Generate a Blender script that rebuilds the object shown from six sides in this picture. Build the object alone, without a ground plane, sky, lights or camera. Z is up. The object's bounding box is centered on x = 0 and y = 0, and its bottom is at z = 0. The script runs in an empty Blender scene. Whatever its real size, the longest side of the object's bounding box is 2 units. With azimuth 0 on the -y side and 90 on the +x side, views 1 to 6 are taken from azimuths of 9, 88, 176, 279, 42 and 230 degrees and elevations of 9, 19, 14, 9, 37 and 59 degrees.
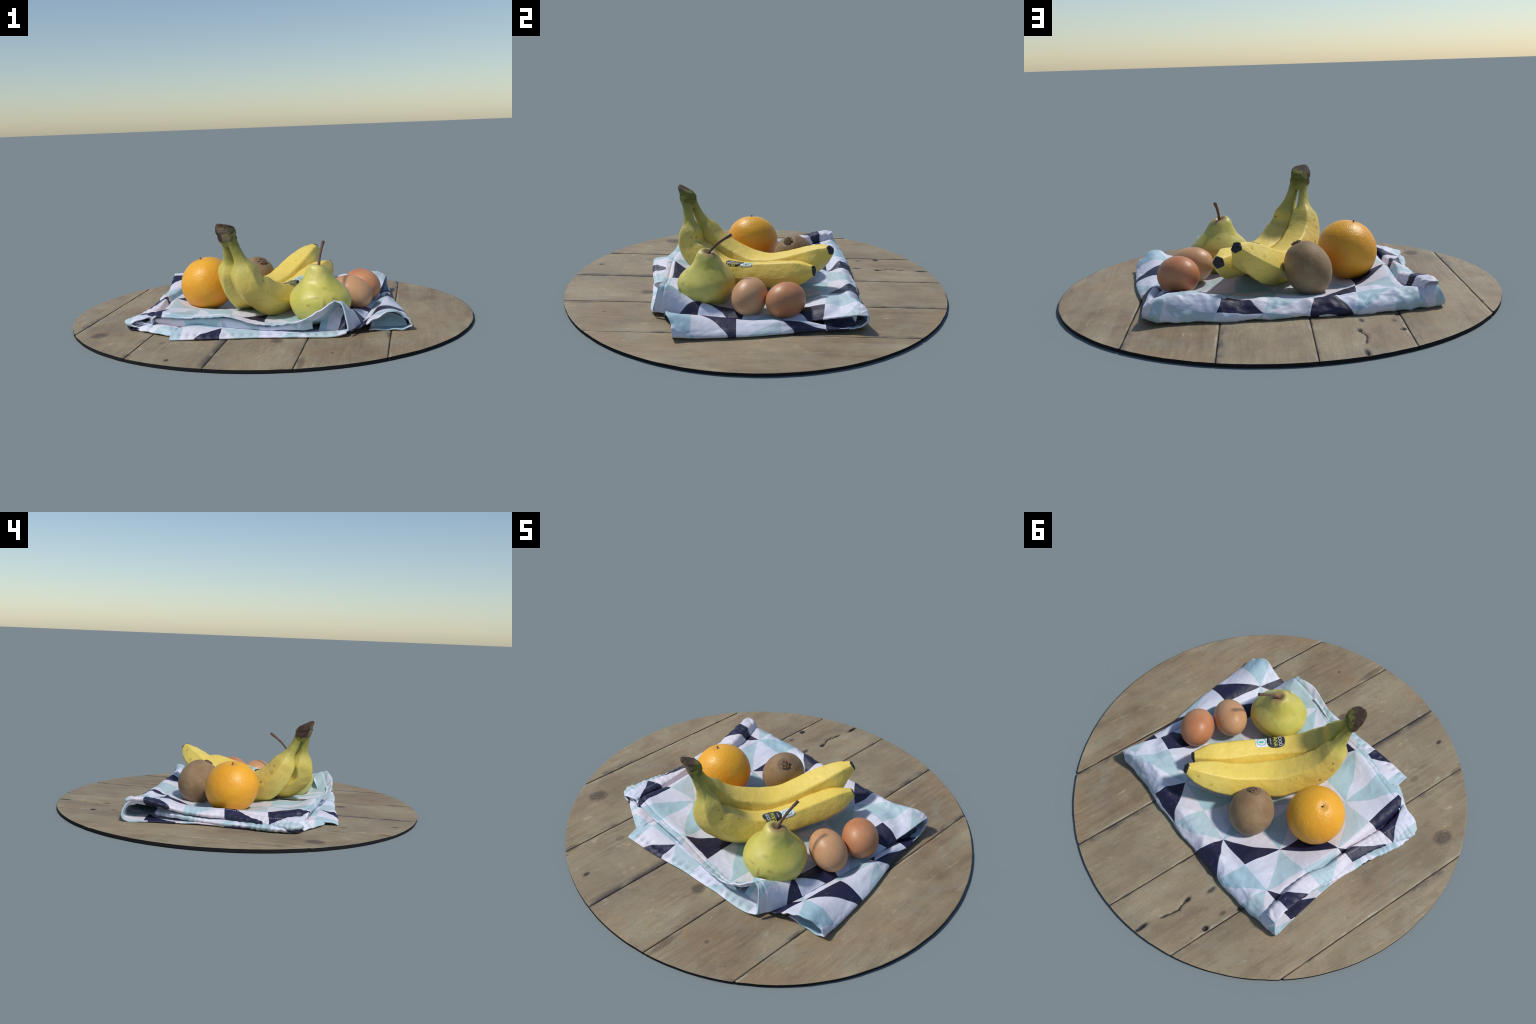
import bpy, math, random
import numpy as np
from mathutils import Vector, noise

random.seed(7)
rng = np.random.default_rng(7)

# --------------------------------------------------------------------------
# node helpers
# --------------------------------------------------------------------------
class Mat:
    def __init__(self, name, rough=0.55, spec=0.4):
        self.m = bpy.data.materials.new(name)
        self.m.use_nodes = True
        self.t = self.m.node_tree
        self.t.nodes.clear()
        self.out = self.t.nodes.new("ShaderNodeOutputMaterial")
        self.b = self.t.nodes.new("ShaderNodeBsdfPrincipled")
        self.b.inputs["Roughness"].default_value = rough
        self.b.inputs["Specular IOR Level"].default_value = spec
        self.t.links.new(self.b.outputs[0], self.out.inputs[0])
        self._pos = None

    def set(self, sock, v):
        if isinstance(v, bpy.types.NodeSocket):
            self.t.links.new(v, sock)
        elif isinstance(v, (tuple, list)):
            v = tuple(v)
            sock.default_value = v + (1.0,) if len(v) == 3 and len(sock.default_value) == 4 else v
        else:
            sock.default_value = v

    def pos(self):
        if self._pos is None:
            self._pos = self.t.nodes.new("ShaderNodeTexCoord").outputs["Object"]
        return self._pos

    def xyz(self, v=None):
        n = self.t.nodes.new("ShaderNodeSeparateXYZ")
        self.set(n.inputs[0], self.pos() if v is None else v)
        return n.outputs[0], n.outputs[1], n.outputs[2]

    def combine(self, x, y, z):
        n = self.t.nodes.new("ShaderNodeCombineXYZ")
        for i, v in enumerate((x, y, z)):
            self.set(n.inputs[i], v)
        return n.outputs[0]

    def math(self, op, a, b=0.0, c=0.0, clamp=False):
        n = self.t.nodes.new("ShaderNodeMath")
        n.operation = op
        n.use_clamp = clamp
        for i, v in enumerate((a, b, c)):
            self.set(n.inputs[i], v)
        return n.outputs[0]

    def add(self, *a):
        r = a[0]
        for v in a[1:]:
            r = self.math("ADD", r, v)
        return r

    def mul(self, *a):
        r = a[0]
        for v in a[1:]:
            r = self.math("MULTIPLY", r, v)
        return r

    def step(self, v, lo, hi, smooth=True):
        """0 below lo, 1 above hi (lo may exceed hi to reverse)."""
        n = self.t.nodes.new("ShaderNodeMapRange")
        n.interpolation_type = "SMOOTHSTEP" if smooth else "LINEAR"
        a, b = (0.0, 1.0)
        if lo > hi:
            lo, hi, a, b = hi, lo, 1.0, 0.0
        for k, x in zip(range(5), (v, lo, hi, a, b)):
            self.set(n.inputs[k], x)
        return n.outputs[0]

    def mapping(self, scale=(1, 1, 1), loc=(0, 0, 0), rot=(0, 0, 0), v=None):
        n = self.t.nodes.new("ShaderNodeMapping")
        self.set(n.inputs["Vector"], self.pos() if v is None else v)
        n.inputs["Scale"].default_value = scale
        n.inputs["Location"].default_value = loc
        n.inputs["Rotation"].default_value = rot
        return n.outputs[0]

    def noise(self, scale, detail=3.0, rough=0.55, dist=0.0, v=None, color=False):
        n = self.t.nodes.new("ShaderNodeTexNoise")
        self.set(n.inputs["Vector"], self.pos() if v is None else v)
        n.inputs["Scale"].default_value = scale
        n.inputs["Detail"].default_value = detail
        n.inputs["Roughness"].default_value = rough
        n.inputs["Distortion"].default_value = dist
        return n.outputs["Color" if color else "Fac"]

    def voronoi(self, scale, v=None, feature="F1"):
        n = self.t.nodes.new("ShaderNodeTexVoronoi")
        n.feature = feature
        self.set(n.inputs["Vector"], self.pos() if v is None else v)
        n.inputs["Scale"].default_value = scale
        return n.outputs["Distance"]

    def white(self, v):
        n = self.t.nodes.new("ShaderNodeTexWhiteNoise")
        n.noise_dimensions = "3D"
        self.set(n.inputs["Vector"], v)
        return n.outputs["Value"]

    def mix(self, fac, a, b, mode="MIX"):
        n = self.t.nodes.new("ShaderNodeMix")
        n.data_type = "RGBA"
        n.blend_type = mode
        self.set(n.inputs[0], fac)
        self.set(n.inputs[6], a)
        self.set(n.inputs[7], b)
        return n.outputs[2]

    def ramp(self, fac, stops):
        n = self.t.nodes.new("ShaderNodeValToRGB")
        self.set(n.inputs[0], fac)
        e = n.color_ramp.elements
        while len(e) < len(stops):
            e.new(0.5)
        for el, (p, c) in zip(e, stops):
            el.position = p
            el.color = (*c, 1)
        return n.outputs[0]

    def dist(self, p, scale=(1, 1, 1)):
        """distance from object-space point p, axes stretched by scale."""
        a = self.t.nodes.new("ShaderNodeVectorMath")
        a.operation = "SUBTRACT"
        self.set(a.inputs[0], self.pos())
        a.inputs[1].default_value = p
        b = self.t.nodes.new("ShaderNodeVectorMath")
        b.operation = "DIVIDE"
        self.set(b.inputs[0], a.outputs[0])
        b.inputs[1].default_value = scale
        c = self.t.nodes.new("ShaderNodeVectorMath")
        c.operation = "LENGTH"
        self.set(c.inputs[0], b.outputs[0])
        return c.outputs["Value"]

    def bump(self, h, strength=0.3, distance=0.01, normal=None):
        n = self.t.nodes.new("ShaderNodeBump")
        n.inputs["Strength"].default_value = strength
        n.inputs["Distance"].default_value = distance
        self.set(n.inputs["Height"], h)
        if normal is not None:
            self.set(n.inputs["Normal"], normal)
        self.t.links.new(n.outputs[0], self.b.inputs["Normal"])
        return n.outputs[0]

    def color(self, c):
        self.set(self.b.inputs["Base Color"], c)

    def rough(self, r):
        self.set(self.b.inputs["Roughness"], r)


# --------------------------------------------------------------------------
# mesh helpers
# --------------------------------------------------------------------------
def link(o):
    bpy.context.scene.collection.objects.link(o)
    return o


def mesh_object(name, verts, faces, mat=None, parent=None, smooth=True):
    me = bpy.data.meshes.new(name)
    me.from_pydata([tuple(map(float, v)) for v in verts], [], faces)
    me.validate()
    me.update()
    if smooth:
        me.polygons.foreach_set("use_smooth", [True] * len(me.polygons))
    o = link(bpy.data.objects.new(name, me))
    if mat is not None:
        for m in (mat if isinstance(mat, (list, tuple)) else [mat]):
            me.materials.append(m)
    if parent is not None:
        o.parent = parent
    return o


def top(o, label, category):
    o["label"] = label
    o["category"] = category
    return o


def empty(name, label, category):
    o = link(bpy.data.objects.new(name, None))
    o.empty_display_size = 0.1
    return top(o, label, category)


def grid_faces(n, m, wrap=False, flip=False):
    f = []
    mm = m if wrap else m - 1
    for i in range(n - 1):
        for j in range(mm):
            k = (j + 1) % m
            q = (i * m + j, i * m + k, (i + 1) * m + k, (i + 1) * m + j)
            f.append(q[::-1] if flip else q)
    return f


def spline(c, n):
    """Catmull-Rom through the rows of c, n samples."""
    c = np.asarray(c, float)
    k = len(c)
    e = np.concatenate([[2 * c[0] - c[1]], c, [2 * c[-1] - c[-2]]])
    t = np.linspace(0, k - 1, n)
    i = np.clip(t.astype(int), 0, k - 2)
    f = (t - i).reshape((-1,) + (1,) * (c.ndim - 1))
    p0, p1, p2, p3 = e[i], e[i + 1], e[i + 2], e[i + 3]
    return 0.5 * (2 * p1 + (p2 - p0) * f + (2 * p0 - 5 * p1 + 4 * p2 - p3) * f**2 + (3 * p1 - p0 - 3 * p2 + p3) * f**3)


def unit(v):
    v = np.asarray(v, float)
    return v / (np.linalg.norm(v, axis=-1, keepdims=True) + 1e-12)


def fbm(p, scale, octaves=3, seed=0.0):
    return noise.fractal(Vector((p[0] * scale + seed, p[1] * scale + 1.7 * seed, p[2] * scale - seed)), 1.0, 2.0, octaves)


def rotvec(w):
    w = np.asarray(w, float)
    a = np.linalg.norm(w) + 1e-12
    k = w / a
    K = np.array([[0, -k[2], k[1]], [k[2], 0, -k[0]], [-k[1], k[0], 0]])
    return np.eye(3) + math.sin(a) * K + (1 - math.cos(a)) * K @ K


def tube(name, path, radii, mat, parent, seg=14, n=40, wob=0.0, seed=0.0):
    P = spline(np.column_stack([path, radii]), n)
    c, r = P[:, :3], P[:, 3]
    T = unit(np.gradient(c, axis=0))
    ref = np.array([0.31, 0.2, 0.93]) if abs(T[0, 2]) < 0.9 else np.array([1.0, 0.1, 0])
    N = unit(np.cross(T, ref))
    B = np.cross(T, N)
    verts = []
    for i in range(n):
        for j in range(seg):
            a = 2 * math.pi * j / seg
            d = math.cos(a) * N[i] + math.sin(a) * B[i]
            p = c[i] + d * r[i]
            verts.append(p + d * wob * fbm(p, 60, 2, seed))
    faces = grid_faces(n, seg, wrap=True)
    verts += [c[0], c[-1]]
    a, b = len(verts) - 2, len(verts) - 1
    for j in range(seg):
        k = (j + 1) % seg
        faces.append((a, k, j))
        faces.append((b, (n - 1) * seg + j, (n - 1) * seg + k))
    return mesh_object(name, verts, faces, mat, parent)


# --------------------------------------------------------------------------
# WOODEN ROUND BOARD
# --------------------------------------------------------------------------
SEAM_SLOPE = 0.0485
SEAMS = [-0.845, -0.472, -0.103, 0.259, 0.620]          # x of each seam at y = 0
# knots: x, y, half width, half length, darkness
KNOTS = [(-0.750, -0.503, 0.040, 0.058, 0.75), (-0.414, -0.617, 0.020, 0.028, 0.4),
         (-0.515, -0.825, 0.020, 0.042, 0.6), (0.097, -0.570, 0.030, 0.040, 0.8),
         (0.354, -0.751, 0.012, 0.014, 0.7), (-0.324, -0.876, 0.010, 0.018, 1.0),
         (0.366, 0.564, 0.040, 0.060, 0.22), (0.05, 0.62, 0.02, 0.05, 0.25),
         (0.235, -0.89, 0.018, 0.10, 0.55), (-0.65, 0.40, 0.03, 0.07, 0.2)]
# holes: x, y, radius across, radius along, depth
HOLES = [(-0.418, 0.706, 0.013, 0.016, 0.010), (-0.250, 0.690, 0.010, 0.018, 0.008),
         (-0.235, 0.940, 0.009, 0.034, 0.009), (-0.278, 0.575, 0.009, 0.022, 0.006),
         (-0.436, 0.527, 0.010, 0.012, 0.007), (-0.324, -0.876, 0.007, 0.012, 0.004),
         (-0.405, 0.60, 0.008, 0.014, 0.003), (-0.49, -0.875, 0.006, 0.01, 0.004)]
# a long split: polyline
CRACK = [(-0.250, 0.690), (-0.256, 0.722), (-0.268, 0.752), (-0.262, 0.790), (-0.250, 0.838)]


def wood_material():
    M = Mat("weathered_pine", 0.6, 0.35)
    x, y, z = M.xyz()
    info = M.t.nodes.new("ShaderNodeObjectInfo").outputs["Random"]
    # long grain, running along y with the slant of the boards
    xs = M.math("SUBTRACT", x, M.mul(y, SEAM_SLOPE))
    xw = M.add(xs, M.mul(M.math("SUBTRACT", M.noise(2.6, 2.0), 0.5), 0.028))
    grain = M.noise(60, 4, 0.62, v=M.combine(xw, M.mul(y, 0.06), M.mul(info, 7.0)))
    v2 = M.combine(xw, M.mul(y, 0.20), M.mul(info, 3.0))
    broad = M.noise(9, 3, 0.55, 0.4, v=v2)
    blot = M.noise(6.5, 4, 0.6, 0.6)
    fine = M.noise(210, 3, 0.65, v=M.combine(xw, M.mul(y, 0.30), z))
    mott = M.noise(26, 5, 0.66, 0.5, v=M.combine(xw, M.mul(y, 0.42), M.mul(info, 5.0)))
    base = M.ramp(broad, [(0.25, (0.225, 0.168, 0.102)), (0.45, (0.292, 0.228, 0.146)), (0.6, (0.322, 0.266, 0.174)), (0.8, (0.372, 0.326, 0.230))])
    base = M.mix(M.mul(M.step(blot, 0.44, 0.66), 0.75), base, (0.305, 0.276, 0.208))
    base = M.mix(M.mul(M.step(M.noise(3.4, 3, 0.55), 0.47, 0.66), 0.60), base, (0.315, 0.220, 0.135))
    base = M.mix(M.mul(M.step(M.noise(5.2, 4, 0.6, v=M.combine(xw, M.mul(y, 0.45), M.mul(info, 11.0))), 0.54, 0.70), 0.55), base, (0.170, 0.126, 0.090))
    base = M.mix(M.mul(M.step(info, 0.1, 0.9), 0.25), base, (0.37, 0.33, 0.25))
    base = M.mix(M.mul(M.step(mott, 0.46, 0.30), 0.34), base, (0.160, 0.120, 0.088))
    base = M.mix(M.mul(M.step(mott, 0.56, 0.72), 0.38), base, (0.44, 0.395, 0.300))
    long_w = M.step(M.noise(3.0, 2), 0.40, 0.62)
    base = M.mix(M.mul(M.step(grain, 0.50, 0.36), 0.30, long_w), base, (0.150, 0.110, 0.080))
    base = M.mix(M.mul(M.step(grain, 0.58, 0.72), 0.42), base, (0.43, 0.38, 0.285))
    base = M.mix(M.mul(M.step(fine, 0.56, 0.40), 0.14), base, (0.16, 0.12, 0.09))
    # dry pale scuffs and violet-grey dirt along the joints
    scuff = M.mul(M.step(M.noise(30, 5, 0.72, v=M.combine(xw, M.mul(y, 0.34), info)), 0.60, 0.72), M.step(M.noise(4.5, 2), 0.45, 0.60))
    base = M.mix(M.mul(scuff, 0.75), base, (0.50, 0.465, 0.375))
    for s in SEAMS:
        off = M.math("SUBTRACT", M.math("SUBTRACT", x, M.mul(y, SEAM_SLOPE)), s)
        off = M.add(off, M.mul(M.math("SUBTRACT", M.noise(14, 3, v=M.combine(0.0, y, s)), 0.5), 0.006))
        d = M.math("ABSOLUTE", off)
        w = M.mul(M.step(M.add(off, 0.004), -0.040, 0.0), M.step(off, 0.012, 0.0), M.step(M.noise(5, 4, 0.65, v=M.combine(M.mul(xs, 2.0), M.mul(y, 0.8), s)), 0.46, 0.62))
        base = M.mix(M.mul(w, 0.90), base, (0.092, 0.080, 0.078))
        line = M.mul(M.step(d, 0.0048, 0.0012), M.step(M.noise(8, 3, v=M.combine(0.0, y, s + 3.0)), 0.25, 0.55))
        base = M.mix(M.mul(line, 0.75), base, (0.045, 0.038, 0.036))
        pale = M.mul(M.step(off, 0.003, 0.006), M.step(off, 0.016, 0.008), M.step(M.noise(9, 3, v=M.combine(0.0, y, s + 7.0)), 0.5, 0.66))
        base = M.mix(M.mul(pale, 0.55), base, (0.50, 0.465, 0.375))
    wob = M.math("SUBTRACT", M.noise(34, 4, 0.65), 0.5)
    for kx, ky, w, l, a in KNOTS:
        d = M.add(M.dist((kx, ky, 0.013), (w, l, 1)), M.mul(wob, 1.0))
        halo = M.mul(M.step(d, 2.0, 1.0), 0.30 * a)
        base = M.mix(halo, base, (0.34, 0.25, 0.15))
        ring = M.math("SINE", M.mul(d, 16.0))
        core = M.mul(M.step(d, 1.2, 0.5), M.add(0.92 * a, M.mul(ring, 0.12 * a)))
        base = M.mix(core, base, (0.070, 0.056, 0.050))
    for hx, hy, w, l, dep in HOLES:
        d = M.add(M.dist((hx, hy, 0.013), (w, l, 1)), M.mul(wob, 0.8))
        base = M.mix(M.mul(M.step(d, 2.0, 0.9), 0.5), base, (0.12, 0.10, 0.085))
        base = M.mix(M.mul(M.step(d, 1.15, 0.75), min(1, dep * 110)), base, (0.022, 0.018, 0.018))
    for (ax, ay), (bx, by) in zip(CRACK[:-1], CRACK[1:]):
        cx, cy = (ax + bx) / 2, (ay + by) / 2
        ang = math.atan2(bx - ax, by - ay)
        px, py = M.math("SUBTRACT", x, cx), M.math("SUBTRACT", y, cy)
        u = M.math("SUBTRACT", M.mul(px, math.cos(ang)), M.mul(py, math.sin(ang)))
        w = M.add(M.mul(px, math.sin(ang)), M.mul(py, math.cos(ang)))
        L = math.hypot(bx - ax, by - ay) * 0.62
        d = M.math("SQRT", M.add(M.math("POWER", M.mul(u, 1 / 0.0055), 2.0), M.math("POWER", M.mul(w, 1 / L), 2.0)))
        d = M.add(d, M.mul(wob, 1.6))
        base = M.mix(M.mul(M.step(d, 1.25, 0.7), 0.9), base, (0.03, 0.025, 0.025))
    # small worm specks
    sp = M.math("MULTIPLY", M.step(M.voronoi(21), 0.085, 0.05), M.step(M.noise(3, 1), 0.5, 0.6))
    base = M.mix(M.mul(sp, 0.7), base, (0.08, 0.06, 0.05))
    tone = M.ramp(M.noise(2.4, 4, 0.6, 0.5), [(0.30, (0.80, 0.76, 0.72)), (0.50, (1.0, 0.965, 0.88)), (0.70, (1.20, 1.16, 1.06))])
    base = M.mix(1.0, base, tone, "MULTIPLY")
    M.color(base)
    M.rough(M.step(grain, 0.2, 0.8, False))
    n = M.t.nodes.new("ShaderNodeMapRange")
    M.set(n.inputs[0], grain)
    n.inputs[3].default_value, n.inputs[4].default_value = 0.50, 0.68
    M.rough(n.outputs[0])
    M.bump(M.add(M.mul(grain, 0.7), M.mul(fine, 0.3), M.mul(blot, 0.4)), 0.35, 0.006)
    return M.m


def dark_rim_material():
    M = Mat("sooty_cut_edge", 0.8, 0.15)
    M.color(M.mix(M.noise(30, 3), (0.010, 0.010, 0.011), (0.016, 0.016, 0.017)))
    return M.m


def build_board():
    wood, rim = wood_material(), dark_rim_material()
    root = empty("wooden_round_board", "round weathered board of six wide brown pine planks with a dark edge", "wooden board")
    R0 = 1.0012
    facet = 96

    def radius(a):
        # slightly faceted, irregularly sawn outline
        k = a / (2 * math.pi) * facet
        f = k - math.floor(k)
        poly = math.cos(math.pi / facet) / math.cos((f - 0.5) * 2 * math.pi / facet)
        return R0 * (0.45 + 0.55 * poly) + 0.0016 * math.sin(31 * a + 1.0) * math.sin(7.3 * a) - 0.0008

    edges = [-2.0] + SEAMS + [2.0]
    gap = 0.0011
    for b in range(len(edges) - 1):
        xl0, xr0 = edges[b] + gap, edges[b + 1] - gap
        ys = []
        for y in np.sin(np.linspace(-1.566, 1.566, 361)):
            xl, xr = xl0 + SEAM_SLOPE * y, xr0 + SEAM_SLOPE * y
            c = math.sqrt(max(0, 1 - y * y))
            lo, hi = max(xl, -c), min(xr, c)
            if hi - lo > 0.002:
                ys.append((y, lo, hi, lo == -c, hi == c))
        nx = 50
        verts = []
        tilt = random.uniform(-0.003, 0.003)
        lift = [0.0032, 0.0016, 0.0004, 0.0, -0.0002, 0.0006][b]
        for y, lo, hi, la, ha in ys:
            for i in range(nx):
                s = i / (nx - 1)
                s = 0.5 - 0.5 * math.cos(math.pi * s) if False else s
                x = lo + (hi - lo) * s
                yy = y
                rr = math.hypot(x, yy)
                lim = radius(math.atan2(yy, x) % (2 * math.pi))
                if rr > lim:
                    x, yy = x * lim / rr, yy * lim / rr
                u = x - SEAM_SLOPE * yy
                z = 0.0128 + lift + tilt * (u - (max(xl0, -1) + min(xr0, 1)) / 2)
                z += 0.0007 * noise.noise(Vector((u * 28, yy * 2.2, b * 5.0)))
                z += 0.0004 * noise.noise(Vector((u * 90, yy * 6, b * 5.0)))
                e = min(u - xl0, xr0 - u)
                z -= 0.0022 * math.exp(-(e / 0.0028) ** 2) * (0.55 + 0.6 * noise.noise(Vector((yy * 9, b, 0))))
                for hx, hy, w, l, dep in HOLES:
                    d2 = ((x - hx) / w) ** 2 + ((yy - hy) / l) ** 2
                    if d2 < 4:
                        z -= dep * math.exp(-d2 * 1.6)
                for (ax, ay), (bx, by) in zip(CRACK[:-1], CRACK[1:]):
                    t = max(0, min(1, ((x - ax) * (bx - ax) + (yy - ay) * (by - ay)) / ((bx - ax) ** 2 + (by - ay) ** 2)))
                    d = math.hypot(x - ax - t * (bx - ax), yy - ay - t * (by - ay))
                    z -= 0.006 * math.exp(-(d / 0.0055) ** 2)
                for kx, ky, w, l, a in KNOTS:
                    d2 = ((x - kx) / w) ** 2 + ((yy - ky) / l) ** 2
                    if d2 < 6:
                        z += 0.0012 * a * math.exp(-d2) - 0.0016 * a * math.exp(-(d2 - 1.2) ** 2 * 3)
                verts.append((x, yy, max(z, 0.0015)))
        n = len(ys)
        faces = grid_faces(n, nx)
        top_count = len(faces)
        ring = [j for j in range(nx)] + [i * nx + nx - 1 for i in range(1, n)] + [(n - 1) * nx + j for j in range(nx - 2, -1, -1)] + [i * nx for i in range(n - 2, 0, -1)]
        off = len(verts)
        for k in ring:
            verts.append((verts[k][0], verts[k][1], 0.0))
        L = len(ring)
        for k in range(L):
            q = (k + 1) % L
            faces.append((ring[q], ring[k], off + k, off + q))
        faces.append(tuple(off + k for k in range(L - 1, -1, -1)))
        o = mesh_object("plank", verts, faces, [wood, rim], root)
        for p in o.data.polygons[top_count:]:
            p.material_index = 1
            p.use_smooth = False
    # dark backing seen through the joints
    nseg = 128
    vs = [(0.994 * math.cos(2 * math.pi * k / nseg), 0.994 * math.sin(2 * math.pi * k / nseg), z) for z in (0.001, 0.005) for k in range(nseg)]
    fs = [tuple(range(nseg - 1, -1, -1)), tuple(range(nseg, 2 * nseg))] + [(k, (k + 1) % nseg, nseg + (k + 1) % nseg, nseg + k) for k in range(nseg)]
    mesh_object("backing", vs, fs, rim, root, smooth=False)
    return root


# --------------------------------------------------------------------------
# FOLDED CLOTH
# --------------------------------------------------------------------------
NAVY = (0.014, 0.015, 0.050)
AQUA = (0.365, 0.555, 0.635)
AQUA2 = (0.460, 0.575, 0.615)
LILAC = (0.675, 0.700, 0.815)
PALE = (0.700, 0.665, 0.735)


def cloth_material(name, U, V, navy, warp=0.010, unfold=0.0):
    """Triangle-print cotton: squares cut by alternating diagonals.  U, V are quadratic
    polynomials (1, x, y, xy, xx, yy) giving the lattice coordinates from the place on the sheet."""
    M = Mat(name, 0.50, 0.45)
    x, y, z = M.xyz()
    if unfold:                                            # the print runs on down the face of the back fold
        y = M.add(y, M.mul(M.step(y, 0.455, 0.50, False), M.math("MAXIMUM", M.math("SUBTRACT", 0.075, z), 0.0), unfold))
    n = M.t.nodes.new("ShaderNodeSeparateXYZ")
    M.set(n.inputs[0], M.noise(5.0, 1.0, color=True))
    x = M.add(x, M.mul(M.math("SUBTRACT", n.outputs[0], 0.5), warp * 4))
    y = M.add(y, M.mul(M.math("SUBTRACT", n.outputs[1], 0.5), warp * 4))
    xy, xx, yy = M.mul(x, y), M.mul(x, x), M.mul(y, y)

    def poly(c):
        r = c[0]
        for k, t in zip(c[1:], (x, y, xy, xx, yy)):
            if k:
                r = M.add(r, M.mul(t, float(k)))
        return r

    u, v = poly(U), poly(V)
    i, j = M.math("FLOOR", u), M.math("FLOOR", v)
    a, b = M.math("FRACT", u), M.math("FRACT", v)
    # edges of the printed triangles bow a little
    a2 = M.add(a, M.mul(M.math("SINE", M.mul(b, math.pi)), M.math("SINE", M.mul(a, math.pi)), 0.07))
    odd = M.math("FLOORED_MODULO", M.add(i, j), 2.0)
    jodd = M.math("FLOORED_MODULO", j, 2.0)
    h_even = M.math("GREATER_THAN", a2, b)
    h_odd = M.math("GREATER_THAN", M.add(a2, b), 1.0)
    half = M.add(M.mul(h_even, M.math("SUBTRACT", 1.0, odd)), M.mul(h_odd, odd))
    soft = M.add(M.mul(M.step(M.math("SUBTRACT", a2, b), -0.018, 0.018), M.math("SUBTRACT", 1.0, odd)), M.mul(M.step(M.add(a2, b), 0.982, 1.018), odd))
    printed = M.math("ABSOLUTE", M.math("SUBTRACT", soft, jodd))
    dark = None
    for ci, cj in navy:
        t = M.mul(M.math("COMPARE", i, float(ci), 0.25), M.math("COMPARE", j, float(cj), 0.25))
        dark = t if dark is None else M.math("MAXIMUM", dark, t)
    cell = M.combine(i, j, half)
    w = M.white(cell)
    base = M.mix(M.step(w, 0.35, 0.75), LILAC, PALE)
    base = M.mix(printed, base, M.mix(w, AQUA, AQUA2))
    fade = M.noise(16, 4, 0.6)
    base = M.mix(M.mul(fade, 0.14), base, (0.82, 0.84, 0.88))
    base = M.mix(M.mul(M.step(M.noise(11, 5, 0.65, 0.6), 0.52, 0.70), 0.16), base, (0.52, 0.56, 0.66))
    nav = M.mix(M.mul(M.step(M.noise(30, 5, 0.72, 0.4), 0.56, 0.74), 0.45), NAVY, (0.13, 0.12, 0.14))
    base = M.mix(M.mul(printed, dark), base, nav)
    M.color(base)
    weave = M.add(M.mul(M.noise(170, 3, 0.6), 0.7), M.mul(M.noise(20, 3, 0.5, 0.8), 1.3))
    M.bump(weave, 0.27, 0.007)
    return M.m


def sheet(name, rows, n, m, mat, parent, thick=0.006, wrinkle=None, flip=False):
    """Spline surface through rows of control points, gently crumpled, with cloth thickness."""
    C = np.array(rows, float)
    G = spline(C, n)                                    # along rows
    G = np.transpose(spline(np.transpose(G, (1, 0, 2)), m), (1, 0, 2))
    du, dv = np.gradient(G, axis=0), np.gradient(G, axis=1)
    N = unit(np.cross(dv, du))
    s, t = np.meshgrid(np.linspace(0, 1, n), np.linspace(0, 1, m), indexing="ij")
    if wrinkle is not None:
        D = np.zeros((n, m))
        for a in range(n):
            for b in range(m):
                D[a, b] = wrinkle(G[a, b], s[a, b], t[a, b])
        G = G + N * D[..., None]
    G[..., 2] = np.maximum(G[..., 2], 0.0165)
    o = mesh_object(name, G.reshape(-1, 3), grid_faces(n, m, flip=flip), mat, parent)
    md = o.modifiers.new("thickness", "SOLIDIFY")
    md.thickness = thick
    md.offset = 0.0
    md.use_even_offset = False
    return o, G


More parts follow.
